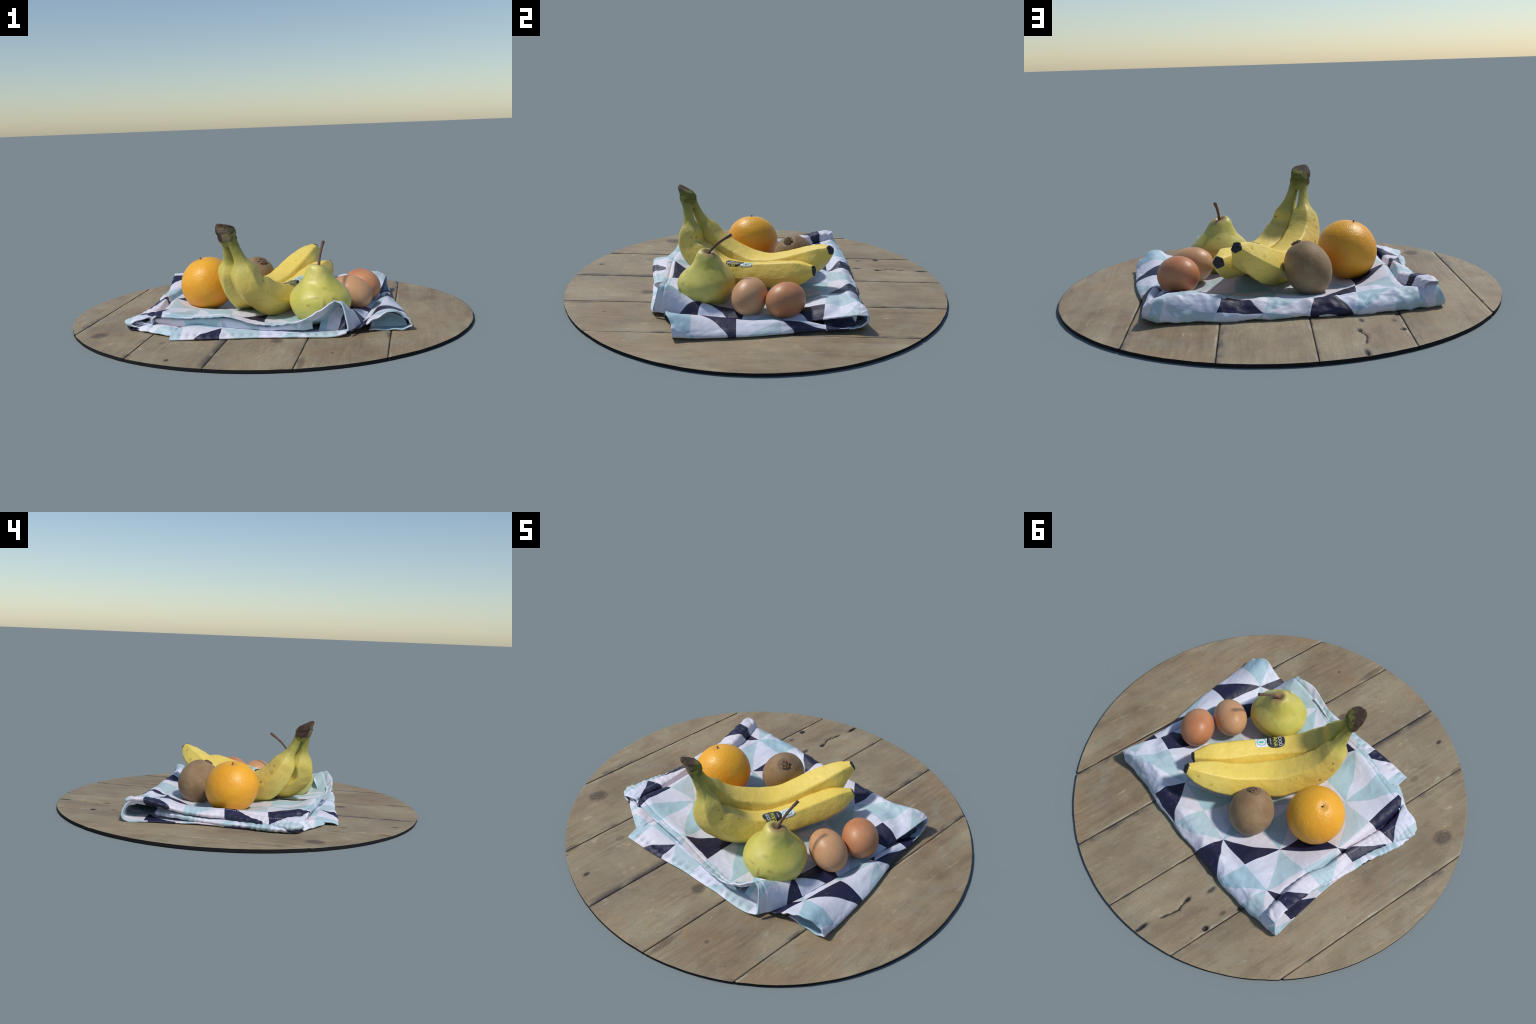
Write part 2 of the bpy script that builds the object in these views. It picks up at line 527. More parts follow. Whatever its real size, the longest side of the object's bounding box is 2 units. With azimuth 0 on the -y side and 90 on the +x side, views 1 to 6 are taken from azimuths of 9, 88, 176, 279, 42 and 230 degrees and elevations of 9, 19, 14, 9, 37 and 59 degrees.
def build_cloth():
    root = empty("folded_tea_towel", "crumpled folded cotton cloth printed with navy, aqua and white triangles", "tea towel")
    # lattice of the print on the uppermost face, measured as nodes (i, j) at (x, y)
    ij = np.array([(-2, 0), (0, 0), (1, 0), (2, 0), (-1, -1), (-2, -2), (-1, -3), (0, -4), (2, -4), (3, 0)], float)
    xy = np.array([(-.461, .381), (-.123, .392), (.065, .376), (.252, .349), (-.318, .190), (-.493, -.015), (-.321, -.229), (-.14, -.452), (.212, -.464), (.45, .32)])
    A = np.array([[1, x, y, x * y, x * x, y * y] for x, y in xy])
    K = np.linalg.lstsq(A, ij, rcond=None)[0]
    print_top = cloth_material("triangle_print_cotton", K[:, 0], K[:, 1],
                               [(-1, 0), (1, 0), (-3, -1), (-1, -1), (3, -1), (-2, -2), (-3, -3), (3, -3), (0, -4), (3, -4), (-3, -4)], unfold=0.9)

    def affine(o, u, v, at):
        Mx = np.linalg.inv(np.array([u, v]).T)
        k = Mx @ -np.array(o) + np.array(at)
        return [k[0], Mx[0, 0], Mx[0, 1], 0, 0, 0], [k[1], Mx[1, 0], Mx[1, 1], 0, 0, 0]

    Ur, Vr = affine((0.51, -0.31), (0.175, 0.0), (0.032, 0.208), (3, -1))
    print_roll = cloth_material("triangle_print_cotton_border", Ur, Vr, [(3, -1), (2, -2), (3, 1), (2, 1), (3, 2), (2, 2)], 0.005)
    Ul, Vl = affine((-0.171, -0.473), (0.178, 0.0), (-0.015, 0.195), (1, 1))
    print_low = cloth_material("triangle_print_cotton_lower", Ul, Vl, [(0, 0), (4, 0), (-2, 1)], 0.004)

    def crease(p, scale, seed):
        """sharp little ridges, as in thin cotton."""
        q = Vector((p[0] * scale + seed, p[1] * scale - seed, p[2] * scale * 0.6))
        r = 1 - abs(noise.noise(q)) * 2.2
        m = 0.5 + 0.5 * noise.noise(q * 0.4 + Vector((9, 4, 1)))
        return max(0.0, r) ** 3 * m

    def crumple(p, s, t):
        return 0.0030 * fbm(p, 9, 3, 3.0) + 0.0012 * fbm(p, 26, 3, 11.0) + 0.0036 * crease(p, 6.5, 2.0)

    def crumple_top(p, s, t):
        x, y, z = p
        w = 0.0030 * fbm(p, 8, 3, 3.0) + 0.0010 * fbm(p, 26, 2, 11.0) + 0.0050 * crease(p, 6.0, 5.0) + 0.0028 * crease(p, 13.0, 8.0)
        if y > 0.38:                                     # the plump, dented fold at the back
            k = min(1, (y - 0.38) / 0.08)
            w += k * (0.0075 * fbm(p, 12, 3, 5.0) + 0.007 * (crease(p, 10.0, 3.0) - 0.35))
        if s < 0.075:                                    # stitched, puckered hem
            k = 1 - abs(s - 0.022) / 0.055
            w += 0.0034 * max(0, k) * (math.sin(x * 165 + 6 * fbm(p, 8, 2)) * max(0, 0.55 + 1.0 * fbm(p, 6, 1, 2.0)))
            w += 0.007 * max(0, 1 - s / 0.05) * fbm(p, 5, 2, 7.0)
            w -= 0.0035 * math.exp(-((s - 0.042) / 0.009) ** 2)
        return w

    def pucker(p, s, t):
        return 0.0022 * math.sin(p[1] * 190 + 6 * fbm(p, 9, 2)) * max(0, 0.45 + 1.2 * fbm(p, 7, 1, 4.0)) + 0.0040 * fbm(p, 14, 3, 1.0) + 0.0035 * crease(p, 11.0, 4.0)

    rows = []
    # each row runs from the open hem (-x) to the valley beside the right-hand roll
    rows.append([(-.615, -.405, .042), (-.570, -.420, .056), (-.515, -.432, .050), (-.488, -.443, .090), (-.350, -.462, .089), (-.150, -.482, .097), (.030, -.493, .060), (.190, -.510, .084), (.290, -.508, .136), (.352, -.468, .172), (.392, -.483, .145), (.406, -.506, .040)])
    rows.append([(-.632, -.365, .040), (-.595, -.372, .054), (-.527, -.380, .046), (-.488, -.390, .097), (-.340, -.412, .088), (-.150, -.436, .096), (.040, -.445, .060), (.190, -.455, .057), (.300, -.450, .098), (.362, -.430, .154), (.405, -.435, .128), (.435, -.450, .040)])
    rows.append([(-.612, -.300, .042), (-.590, -.310, .052), (-.532, -.310, .044), (-.490, -.320, .086), (-.330, -.330, .074), (-.150, -.350, .070), (.040, -.350, .050), (.180, -.360, .046), (.280, -.370, .044), (.365, -.350, .100), (.420, -.350, .094), (.465, -.360, .040)])
    rows.append([(-.588, -.200, .046), (-.570, -.200, .054), (-.527, -.200, .044), (-.485, -.210, .076), (-.320, -.220, .070), (-.150, -.220, .064), (.040, -.220, .044), (.180, -.220, .038), (.280, -.220, .036), (.375, -.220, .056), (.430, -.220, .070), (.485, -.220, .040)])
    rows.append([(-.575, -.020, .052), (-.562, -.020, .058), (-.528, -.020, .050), (-.488, -.020, .078), (-.320, -.020, .034), (-.150, -.020, .032), (.040, -.020, .050), (.175, -.035, .066), (.330, -.030, .036), (.410, -.040, .037), (.460, -.040, .047), (.510, -.040, .038)])
    rows.append([(-.575, .170, .066), (-.550, .170, .070), (-.512, .170, .058), (-.475, .180, .074), (-.318, .190, .041), (-.140, .190, .030), (.050, .180, .032), (.220, .170, .030), (.350, .150, .030), (.440, .140, .040), (.500, .130, .052), (.545, .120, .044)])
    rows.append([(-.588, .320, .098), (-.560, .320, .092), (-.522, .320, .074), (-.475, .330, .072), (-.310, .330, .069), (-.130, .340, .046), (.060, .330, .050), (.240, .320, .061), (.340, .320, .083), (.425, .330, .096), (.505, .310, .086), (.552, .290, .060)])
    rows.append([(-.598, .410, .114), (-.572, .410, .106), (-.545, .410, .090), (-.475, .410, .090), (-.310, .410, .068), (-.120, .410, .052), (.065, .410, .070), (.250, .410, .073), (.350, .400, .096), (.430, .400, .098), (.510, .390, .084), (.567, .370, .076)])
    rows.append([(-.612, .440, .114), (-.580, .445, .108), (-.555, .450, .096), (-.460, .455, .090), (-.300, .462, .079), (-.120, .468, .079), (.070, .470, .078), (.250, .462, .092), (.360, .446, .116), (.440, .458, .124), (.530, .490, .120), (.582, .500, .095)])
    rows.append([(-.633, .465, .086), (-.592, .474, .078), (-.560, .478, .070), (-.455, .497, .062), (-.300, .504, .057), (-.120, .507, .052), (.070, .508, .052), (.260, .503, .060), (.375, .490, .076), (.455, .496, .078), (.535, .510, .078), (.590, .508, .078)])
    rows.append([(-.648, .470, .046), (-.600, .480, .040), (-.560, .486, .038), (-.450, .507, .034), (-.300, .517, .032), (-.120, .521, .031), (.070, .521, .031), (.265, .518, .032), (.380, .512, .034), (.457, .513, .036), (.535, .512, .042), (.589, .496, .058)])
    rows.append([(-.643, .450, .026), (-.600, .462, .021), (-.560, .466, .019), (-.450, .482, .018), (-.300, .492, .018), (-.120, .496, .018), (.070, .496, .018), (.265, .494, .018), (.380, .494, .019), (.457, .490, .020), (.535, .480, .027), (.594, .455, .042)])
    rows.append([(-.632, .370, .022), (-.590, .370, .022), (-.540, .370, .020), (-.450, .370, .019), (-.300, .370, .018), (-.120, .370, .018), (.070, .370, .018), (.265, .370, .018), (.380, .370, .018), (.460, .370, .018), (.540, .370, .024), (.602, .360, .034)])
    rows.append([(-.606, .080, .026), (-.570, .080, .022), (-.530, .080, .020), (-.450, .080, .019), (-.300, .080, .018), (-.120, .080, .018), (.070, .080, .018), (.265, .080, .018), (.380, .080, .018), (.460, .080, .018), (.520, .080, .018), (.560, .080, .020)])
    rows.append([(-.630, -.200, .022), (-.600, -.200, .020), (-.550, -.200, .020), (-.450, -.200, .019), (-.300, -.200, .018), (-.120, -.200, .018), (.070, -.200, .018), (.265, -.200, .018), (.380, -.200, .018), (.440, -.200, .018), (.480, -.200, .018), (.520, -.200, .020)])
    rows.append([(-.630, -.365, .022), (-.600, -.375, .020), (-.550, -.385, .020), (-.450, -.400, .020), (-.300, -.400, .018), (-.120, -.400, .018), (.070, -.400, .018), (.240, -.400, .018), (.320, -.400, .018), (.360, -.400, .018), (.390, -.400, .018), (.420, -.400, .020)])
    top_o, G = sheet("folded_sheet", rows, 300, 240, print_top, root, 0.007, crumple_top)

    # thick stitched hem lying along the open (-x) side: y, inner edge x z, lip x z
    hem = [(.462, -.570, .110, -.622, .120), (.430, -.556, .116, -.618, .129), (.385, -.548, .118, -.606, .127), (.310, -.531, .106, -.600, .112), (.200, -.516, .090, -.589, .081), (.080, -.538, .080, -.601, .072),
           (-.010, -.540, .090, -.588, .067), (-.100, -.537, .082, -.592, .063), (-.200, -.540, .064, -.606, .056), (-.300, -.544, .060, -.634, .052), (-.370, -.536, .072, -.654, .052), (-.415, -.522, .078, -.636, .052), (-.432, -.512, .082, -.612, .054)]
    rows = []
    for y, xi, zi, xo, zo in hem:
        d, dz = xo - xi, zo - zi
        k = 0.0
        rows.append([(xi + .014, y, zi - .030), (xi + .004, y, zi - .010), (xi, y, zi + .003), (xi + .18 * d, y, zi + .2 * dz + .009), (xi + .55 * d, y + k * .2, zi + .55 * dz + .007), (xi + .88 * d, y + k * .4, zi + .9 * dz + .004), (xo, y + k * .5, zo), (xo + .006, y + k * .5, zo - .010), (xo + .030, y + k * .5, zo - .014)])
    sheet("stitched_hem", rows, 200, 40, print_top, root, 0.006, pucker)
    # seam line of white thread along the hem
    tv, tf = [], []
    H = spline(np.array([r[3] for r in rows]), 400)
    thread = Mat("white_thread", 0.6, 0.3)
    thread.color((0.62, 0.62, 0.74))
    for q in range(14, 380, 4):
        a_, b_ = H[q] + np.array([-.010, 0, .0025]), H[q + 2] + np.array([-.010, 0, .0025])
        ax_ = unit(b_ - a_)
        sx = unit(np.cross(ax_, [0, 0, 1])) * 0.0011
        up = np.array([0, 0, 0.0016])
        o_ = len(tv)
        tv += [a_ - sx, a_ + up, a_ + sx, b_ - sx, b_ + up, b_ + sx]
        tf += [(o_, o_ + 1, o_ + 4, o_ + 3), (o_ + 1, o_ + 2, o_ + 5, o_ + 4), (o_, o_ + 2, o_ + 1), (o_ + 3, o_ + 4, o_ + 5)]
    th = mesh_object("hem_stitching", tv, tf, thread.m, root)
    th["kind"] = "stuff"

    # inner ply that closes the gap below the hem on the -x side
    ply = [(.330, -.545, .050), (.285, -.566, .052), (.200, -.584, .051), (.100, -.600, .043), (.000, -.612, .038), (-.100, -.620, .037), (-.200, -.640, .039), (-.300, -.658, .041), (-.370, -.652, .037), (-.415, -.622, .034)]
    rows = [[(x + .020, y, max(.019, z - .018)), (x + .004, y, z - .010), (x, y, z), (x + .012, y, z + .005), (x + .035, y, z + .007), (x + .07, y, z + .010), (x + .10, y, z + .010)] for y, x, z in ply]
    sheet("inner_ply", rows, 150, 36, print_low, root, 0.006, pucker)
    # the same ply seen under the front hem
    fr = [(-.560, -.418, .050), (-.488, -.440, .082), (-.350, -.460, .082), (-.150, -.480, .090), (.030, -.491, .054), (.190, -.508, .078), (.250, -.505, .100)]
    rows = [[(x, y + .030, z - .002), (x, y + .015, z - .006), (x, y + .017, z - .017), (x, y + .027, .55 * z + .010), (x, y + .033, .25 * z + .020), (x, y + .075, .034)] for x, y, z in fr]
    sheet("inner_ply", rows, 140, 24, print_low, root, 0.005, lambda p, s, t: 0.003 * fbm(p, 20, 2, 6.0))
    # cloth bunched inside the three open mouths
    for pl in ([[(.275, -.455, .028), (.320, -.452, .028), (.360, -.452, .028), (.395, -.458, .030)], [(.285, -.425, .070), (.325, -.420, .085), (.362, -.418, .090), (.400, -.430, .080)], [(.290, -.405, .108), (.330, -.395, .122), (.365, -.392, .128), (.408, -.405, .108)]],
               [[(.505, -.350, .022), (.560, -.348, .022), (.620, -.346, .022), (.675, -.346, .026)], [(.512, -.330, .044), (.562, -.322, .052), (.618, -.322, .052), (.668, -.330, .044)], [(.520, -.318, .062), (.565, -.308, .074), (.612, -.308, .074), (.655, -.320, .060)]],
               [[(.556, .350, .026), (.562, .385, .026), (.566, .420, .026), (.570, .450, .030)], [(.540, .350, .044), (.542, .385, .052), (.546, .425, .060), (.556, .460, .064)], [(.528, .350, .062), (.530, .385, .078), (.534, .425, .090), (.546, .465, .098)]]):
        sheet("inner_ply", pl, 24, 30, print_roll, root, 0.004, lambda p, s, t: 0.004 * fbm(p, 30, 2, 6.0))

    # right-hand roll: open tube lying along the +x side; each row is one cross-section
    rr = []
    rr.append([(.500, -.400, .018), (.585, -.398, .020), (.650, -.395, .022), (.690, -.390, .036), (.684, -.394, .060), (.655, -.399, .084), (.607, -.425, .114), (.552, -.428, .091), (.507, -.430, .066), (.476, -.440, .048), (.445, -.452, .034), (.405, -.455, .024)])
    rr.append([(.500, -.350, .018), (.585, -.350, .018), (.650, -.350, .019), (.688, -.350, .032), (.680, -.350, .054), (.650, -.350, .076), (.605, -.360, .100), (.556, -.365, .084), (.512, -.365, .066), (.484, -.365, .050), (.455, -.370, .036), (.420, -.370, .024)])
    rr.append([(.500, -.280, .018), (.585, -.280, .018), (.645, -.280, .018), (.684, -.280, .028), (.673, -.280, .046), (.643, -.280, .064), (.602, -.280, .080), (.560, -.280, .077), (.528, -.280, .068), (.500, -.280, .050), (.470, -.280, .036), (.440, -.280, .024)])
    rr.append([(.510, -.170, .018), (.585, -.170, .018), (.640, -.170, .018), (.674, -.170, .027), (.664, -.170, .041), (.636, -.170, .054), (.600, -.170, .066), (.565, -.170, .068), (.540, -.170, .062), (.515, -.170, .048), (.490, -.170, .036), (.460, -.170, .024)])
    rr.append([(.520, -.050, .018), (.585, -.050, .018), (.630, -.050, .018), (.662, -.050, .026), (.652, -.050, .038), (.627, -.050, .049), (.597, -.050, .057), (.568, -.050, .058), (.546, -.050, .052), (.525, -.050, .042), (.505, -.050, .034), (.480, -.050, .024)])
    rr.append([(.530, .080, .018), (.580, .080, .018), (.612, .080, .018), (.638, .080, .026), (.630, .080, .036), (.610, .080, .046), (.588, .080, .059), (.567, .080, .061), (.550, .080, .056), (.534, .080, .040), (.518, .080, .033), (.500, .080, .024)])
    rr.append([(.540, .200, .018), (.570, .200, .018), (.592, .200, .018), (.612, .200, .026), (.608, .200, .038), (.598, .200, .048), (.585, .200, .060), (.572, .200, .062), (.560, .200, .056), (.550, .200, .042), (.540, .200, .034), (.525, .200, .024)])
    rr.append([(.550, .310, .018), (.570, .310, .018), (.585, .310, .020), (.603, .315, .030), (.600, .315, .034), (.593, .312, .037), (.586, .310, .039), (.578, .310, .040), (.570, .310, .039), (.562, .310, .036), (.553, .310, .032), (.540, .310, .024)])
    rr.append([(.550, .400, .018), (.568, .400, .020), (.582, .405, .024), (.600, .420, .034), (.598, .420, .036), (.592, .415, .034), (.584, .405, .030), (.576, .400, .028), (.568, .400, .026), (.560, .400, .024), (.552, .400, .022), (.540, .400, .020)])
    sheet("side_roll", rr, 110, 80, print_roll, root, 0.007, lambda p, s, t: crumple(p, s, t) * 0.8 * (1 if p[2] > .03 else .2) + (0.003 * max(0, 1 - s / .06) * math.sin(t * 60)))

    # lower layer showing along the front (-y)
    lo = []
    lo.append([(-.387, -.588, .018), (-.300, -.582, .019), (-.210, -.574, .019), (-.120, -.562, .019), (-.030, -.548, .019), (.080, -.541, .019), (.180, -.532, .019), (.280, -.530, .019), (.350, -.522, .020), (.402, -.507, .030)])
    lo.append([(-.389, -.572, .028), (-.300, -.568, .030), (-.210, -.560, .029), (-.120, -.548, .028), (-.030, -.536, .026), (.080, -.527, .026), (.180, -.518, .025), (.280, -.515, .025), (.350, -.508, .026), (.404, -.495, .034)])
    lo.append([(-.392, -.550, .031), (-.300, -.545, .034), (-.210, -.537, .032), (-.120, -.527, .030), (-.030, -.518, .028), (.080, -.508, .028), (.180, -.500, .026), (.280, -.496, .026), (.350, -.490, .027), (.406, -.480, .034)])
    lo.append([(-.400, -.510, .033), (-.300, -.500, .048), (-.210, -.490, .044), (-.120, -.485, .036), (-.030, -.480, .032), (.080, -.470, .030), (.180, -.465, .027), (.280, -.460, .027), (.350, -.455, .027), (.410, -.450, .032)])
    lo.append([(-.410, -.470, .032), (-.300, -.455, .050), (-.210, -.450, .044), (-.120, -.440, .034), (-.030, -.440, .030), (.080, -.440, .028), (.180, -.430, .024), (.280, -.430, .022), (.350, -.430, .022), (.400, -.430, .026)])
    lo.append([(-.412, -.430, .030), (-.300, -.420, .036), (-.210, -.410, .032), (-.120, -.400, .028), (-.030, -.400, .026), (.080, -.400, .024), (.180, -.400, .022), (.280, -.400, .022), (.350, -.400, .022), (.380, -.400, .022)])
    sheet("lower_sheet", lo, 70, 150, print_low, root, 0.007,
          lambda p, s, t: 0.0022 * fbm(p, 14, 3, 8.0) + (0.0032 * max(0, 1 - abs(s - .28) / .26) * math.sin(p[0] * 150 + 2 * fbm(p, 8, 2))))

    # crumpled middle ply peeping out under the front left corner
    mi = []
    mi.append([(-.615, -.410, .024), (-.570, -.432, .019), (-.530, -.452, .022), (-.500, -.470, .020), (-.460, -.492, .022), (-.415, -.515, .020), (-.380, -.520, .02)])
    mi.append([(-.618, -.395, .042), (-.570, -.415, .034), (-.530, -.435, .046), (-.500, -.450, .036), (-.460, -.472, .048), (-.415, -.492, .038), (-.380, -.500, .034)])
    mi.append([(-.610, -.370, .034), (-.570, -.385, .040), (-.530, -.405, .040), (-.500, -.420, .046), (-.460, -.440, .050), (-.415, -.460, .046), (-.380, -.470, .04)])
    mi.append([(-.600, -.330, .026), (-.570, -.340, .028), (-.530, -.350, .030), (-.500, -.360, .034), (-.460, -.380, .036), (-.415, -.400, .036), (-.380, -.410, .03)])
    sheet("middle_sheet", mi, 40, 70, print_low, root, 0.008, lambda p, s, t: 0.004 * fbm(p, 30, 2, 2.0))
    return root


# --------------------------------------------------------------------------
# BANANAS
# --------------------------------------------------------------------------
CROWN = (-0.142, -0.368, 0.470)
BAN_A = [[-.1312, -.3875, .4728, .0268], [-.1123, -.3686, .4049, .0235], [-.0898, -.3598, .3389, .0335], [-.0755, -.3562, .2790, .0670], [-.0502, -.3509, .2186, .0690], [-.0236, -.3057, .1805, .0808], [.0184, -.2462, .1375, .0805], [.0746, -.1703, .1215, .0706], [.1261, -.0768, .1270, .0648], [.1730, .0229, .1460, .0648], [.2124, .1209, .1612, .0695], [.2500, .2060, .1840, .0600], [.2785, .2774, .2050, .0260]]
BAN_B = [[-.1645, -.3659, .4807, .0235], [-.1554, -.3292, .3985, .0222], [-.1532, -.2957, .3342, .0330], [-.1525, -.2770, .2830, .0630], [-.1412, -.2330, .2132, .0765], [-.1119, -.1727, .1586, .0865], [-.0754, -.0974, .1302, .0830], [-.0292, -.0144, .1060, .0880], [.0274, .0839, .1227, .0790], [.0809, .1920, .1626, .0785], [.1314, .2700, .2090, .0715], [.1716, .3275, .2522, .0515], [.2010, .3640, .2862, .0250]]



def banana_skin():
    M = Mat("ripe_banana_skin", 0.48, 0.45)
    d = M.dist(CROWN)
    n1 = M.noise(7, 4, 0.6)
    dd = M.add(d, M.mul(M.math("SUBTRACT", n1, 0.5), 0.10))
    base = M.ramp(M.math("MULTIPLY", dd, 1.6), [(0.05, (0.24, 0.23, 0.05)), (0.16, (0.34, 0.32, 0.060)), (0.27, (0.53, 0.455, 0.095)), (0.42, (0.74, 0.565, 0.130)), (0.8, (0.86, 0.640, 0.120))])
    base = M.mix(M.mul(M.step(M.noise(4.5, 3), 0.45, 0.7), 0.35), base, (0.80, 0.66, 0.20))
    base = M.mix(M.mul(M.step(M.noise(9, 4, 0.6, 0.5), 0.56, 0.76), 0.30), base, (0.55, 0.34, 0.05))
    # bruises and sugar spots
    sp = M.mul(M.step(M.noise(42, 4, 0.65), 0.62, 0.72), M.step(M.noise(6, 2), 0.45, 0.58))
    base = M.mix(M.mul(sp, 0.70), base, (0.20, 0.10, 0.03))
    wob = M.math("SUBTRACT", M.noise(95, 4, 0.65), 0.5)
    wob2 = M.math("SUBTRACT", M.noise(40, 2), 0.5)
    for p, r, a in [((-.019, -.324, .278), .010, .8), ((-.185, -.154, .177), .011, .95), ((-.02, -.345, .235), .014, .55), ((-.005, -.34, .205), .012, .5),
                    ((-.03, -.352, .25), .020, .35), ((-.20, -.2, .25), .012, .55), ((-.195, -.22, .27), .008, .6), ((-.19, -.175, .225), .008, .5), ((-.203, -.21, .235), .016, .35),
                    ((.05, .265, .255), .013, .6), ((.075, .31, .235), .014, .4), ((.13, .345, .28), .012, .5),
                    ((.24, -.03, .16), .010, .6), ((.22, -.07, .13), .012, .5), ((.26, .09, .165), .012, .55), ((.27, .14, .15), .011, .6), ((.245, .03, .12), .014, .4)]:
        q = M.add(M.dist(p), M.mul(wob, 0.022), M.mul(wob2, 0.014))
        base = M.mix(M.mul(M.step(q, r * 1.15, r * 0.40), a), base, (0.13, 0.055, 0.02))
    # brown rub line where the two fruits touch
    M.color(base)
    M.bump(M.add(M.mul(M.noise(110, 3, 0.65), 0.8), M.noise(24, 3, 0.5)), 0.34, 0.006)
    return M.m


def tip_material():
    M = Mat("dry_banana_tip", 0.75, 0.3)
    M.color(M.mix(M.noise(60, 3), (0.022, 0.021, 0.023), (0.075, 0.070, 0.062)))
    M.bump(M.noise(150, 3), 0.5, 0.004)
    return M.m


def crown_material():
    M = Mat("cut_banana_stalk", 0.75, 0.25)
    x, y, z = M.xyz()
    side = M.add(M.mul(M.math("SUBTRACT", x, CROWN[0]), 0.75), M.mul(M.math("SUBTRACT", y, CROWN[1]), 0.66))
    side = M.add(side, M.mul(M.math("SUBTRACT", M.noise(45, 3), 0.5), 0.035))
    green = M.mix(M.noise(60, 4, 0.6), (0.09, 0.095, 0.022), (0.24, 0.24, 0.05))
    tan = M.mix(M.noise(70, 4, 0.65, v=M.mapping((1, 1, 0.35))), (0.11, 0.075, 0.045), (0.36, 0.28, 0.17))
    dark = M.mix(M.noise(80, 4, 0.65, v=M.mapping((1, 1, 0.3))), (0.028, 0.018, 0.014), (0.12, 0.075, 0.050))
    front = M.add(M.math("SUBTRACT", y, CROWN[1]), M.mul(M.math("SUBTRACT", x, CROWN[0]), -0.8), M.mul(M.math("SUBTRACT", M.noise(50, 2), 0.5), 0.02))
    brown = M.mix(M.step(front, -0.014, 0.004), tan, dark)
    c = M.mix(M.step(side, -0.012, 0.006), brown, green)
    c = M.mix(M.step(M.add(z, M.mul(M.noise(50, 3), 0.02)), 0.505, 0.520), c, dark)
    # the skin turns green-yellow again below the dry stub
    c = M.mix(M.step(M.add(z, M.mul(M.noise(45, 2), 0.03)), 0.452, 0.436), c, (0.29, 0.275, 0.055))
    M.color(c)
    M.bump(M.add(M.noise(60, 4, v=M.mapping((1, 1, 0.4))), M.mul(M.noise(160, 2), 0.5)), 0.7, 0.008)
    return M.m


class Banana:
    def __init__(self, ctrl, seed=0.0, n=120):
        self.seed = seed
        self.other = None
        S = spline(np.array(ctrl), n)
        self.c, self.r = S[:, :3], S[:, 3]
        self.n = n
        # ring planes follow a softened direction, so the tight bend under the neck does not pinch
        T = unit(np.gradient(self.c, axis=0))
        i = np.arange(n)
        W = np.exp(-0.5 * ((i[:, None] - i[None]) / (n * 0.11)) ** 2)
        self.T = unit((W / W.sum(1, keepdims=True)) @ T)
        a, b = self.c[8], self.c[-1]
        ch = unit(b - a)
        mid = (a + b) / 2
        # concave side: towards the chord, held in one plane for an even twist-free skin
        far = self.c[n // 2]
        inward = mid - far
        inward = inward - ch * (inward @ ch)
        N = inward[None] - self.T * (self.T @ inward)[:, None]
        self.N = unit(N)
        self.B = np.cross(self.T, self.N)

    def point(self, f, ang, off=0.0):
        """f: fraction along 0..1, ang: angle from the concave side."""
        x = min(max(f, 0), 1) * (self.n - 1)
        i = min(int(x), self.n - 2)
        k = x - i
        c = self.c[i] * (1 - k) + self.c[i + 1] * k
        N = unit(self.N[i] * (1 - k) + self.N[i + 1] * k)
        B = unit(self.B[i] * (1 - k) + self.B[i + 1] * k)
        r = self.r[i] * (1 - k) + self.r[i + 1] * k
        pent = math.cos(math.pi / 5) / math.cos((ang + math.pi / 5) % (2 * math.pi / 5) - math.pi / 5) / 0.925
        amt = 0.80 * min(1, max(0.15, (f - 0.12) / 0.15)) * min(1, max(0.75, (1.05 - f) / 0.12))
        d = math.cos(ang) * N + math.sin(ang) * B
        rr = r * (1 + amt * (pent - 1))
        if self.other is not None and f > 0.25:
            w = self.other.c - c
            j = int(np.argmin((w * w).sum(1)))
            dist = float(np.linalg.norm(w[j]))
            gap = dist - r - self.other.r[j]
            if gap > -0.02:                              # the two fruits press against each other
                lean = max(0.0, float(d @ (w[j] / dist)))
                rr += min(0.024, max(0.0, 0.5 * gap + 0.009)) * lean ** 3 * min(1, (f - 0.25) / 0.1) * min(1, max(0, 0.93 - f) / 0.1)
        p = c + d * rr
        k = self.seed
        lump = (0.0022 * fbm(p, 16, 3, 4.0 + k) + 0.0007 * fbm(p, 70, 2, 1.0 + k)) * min(1, (1 - f) * 12)
        return p + d * (lump + off), d


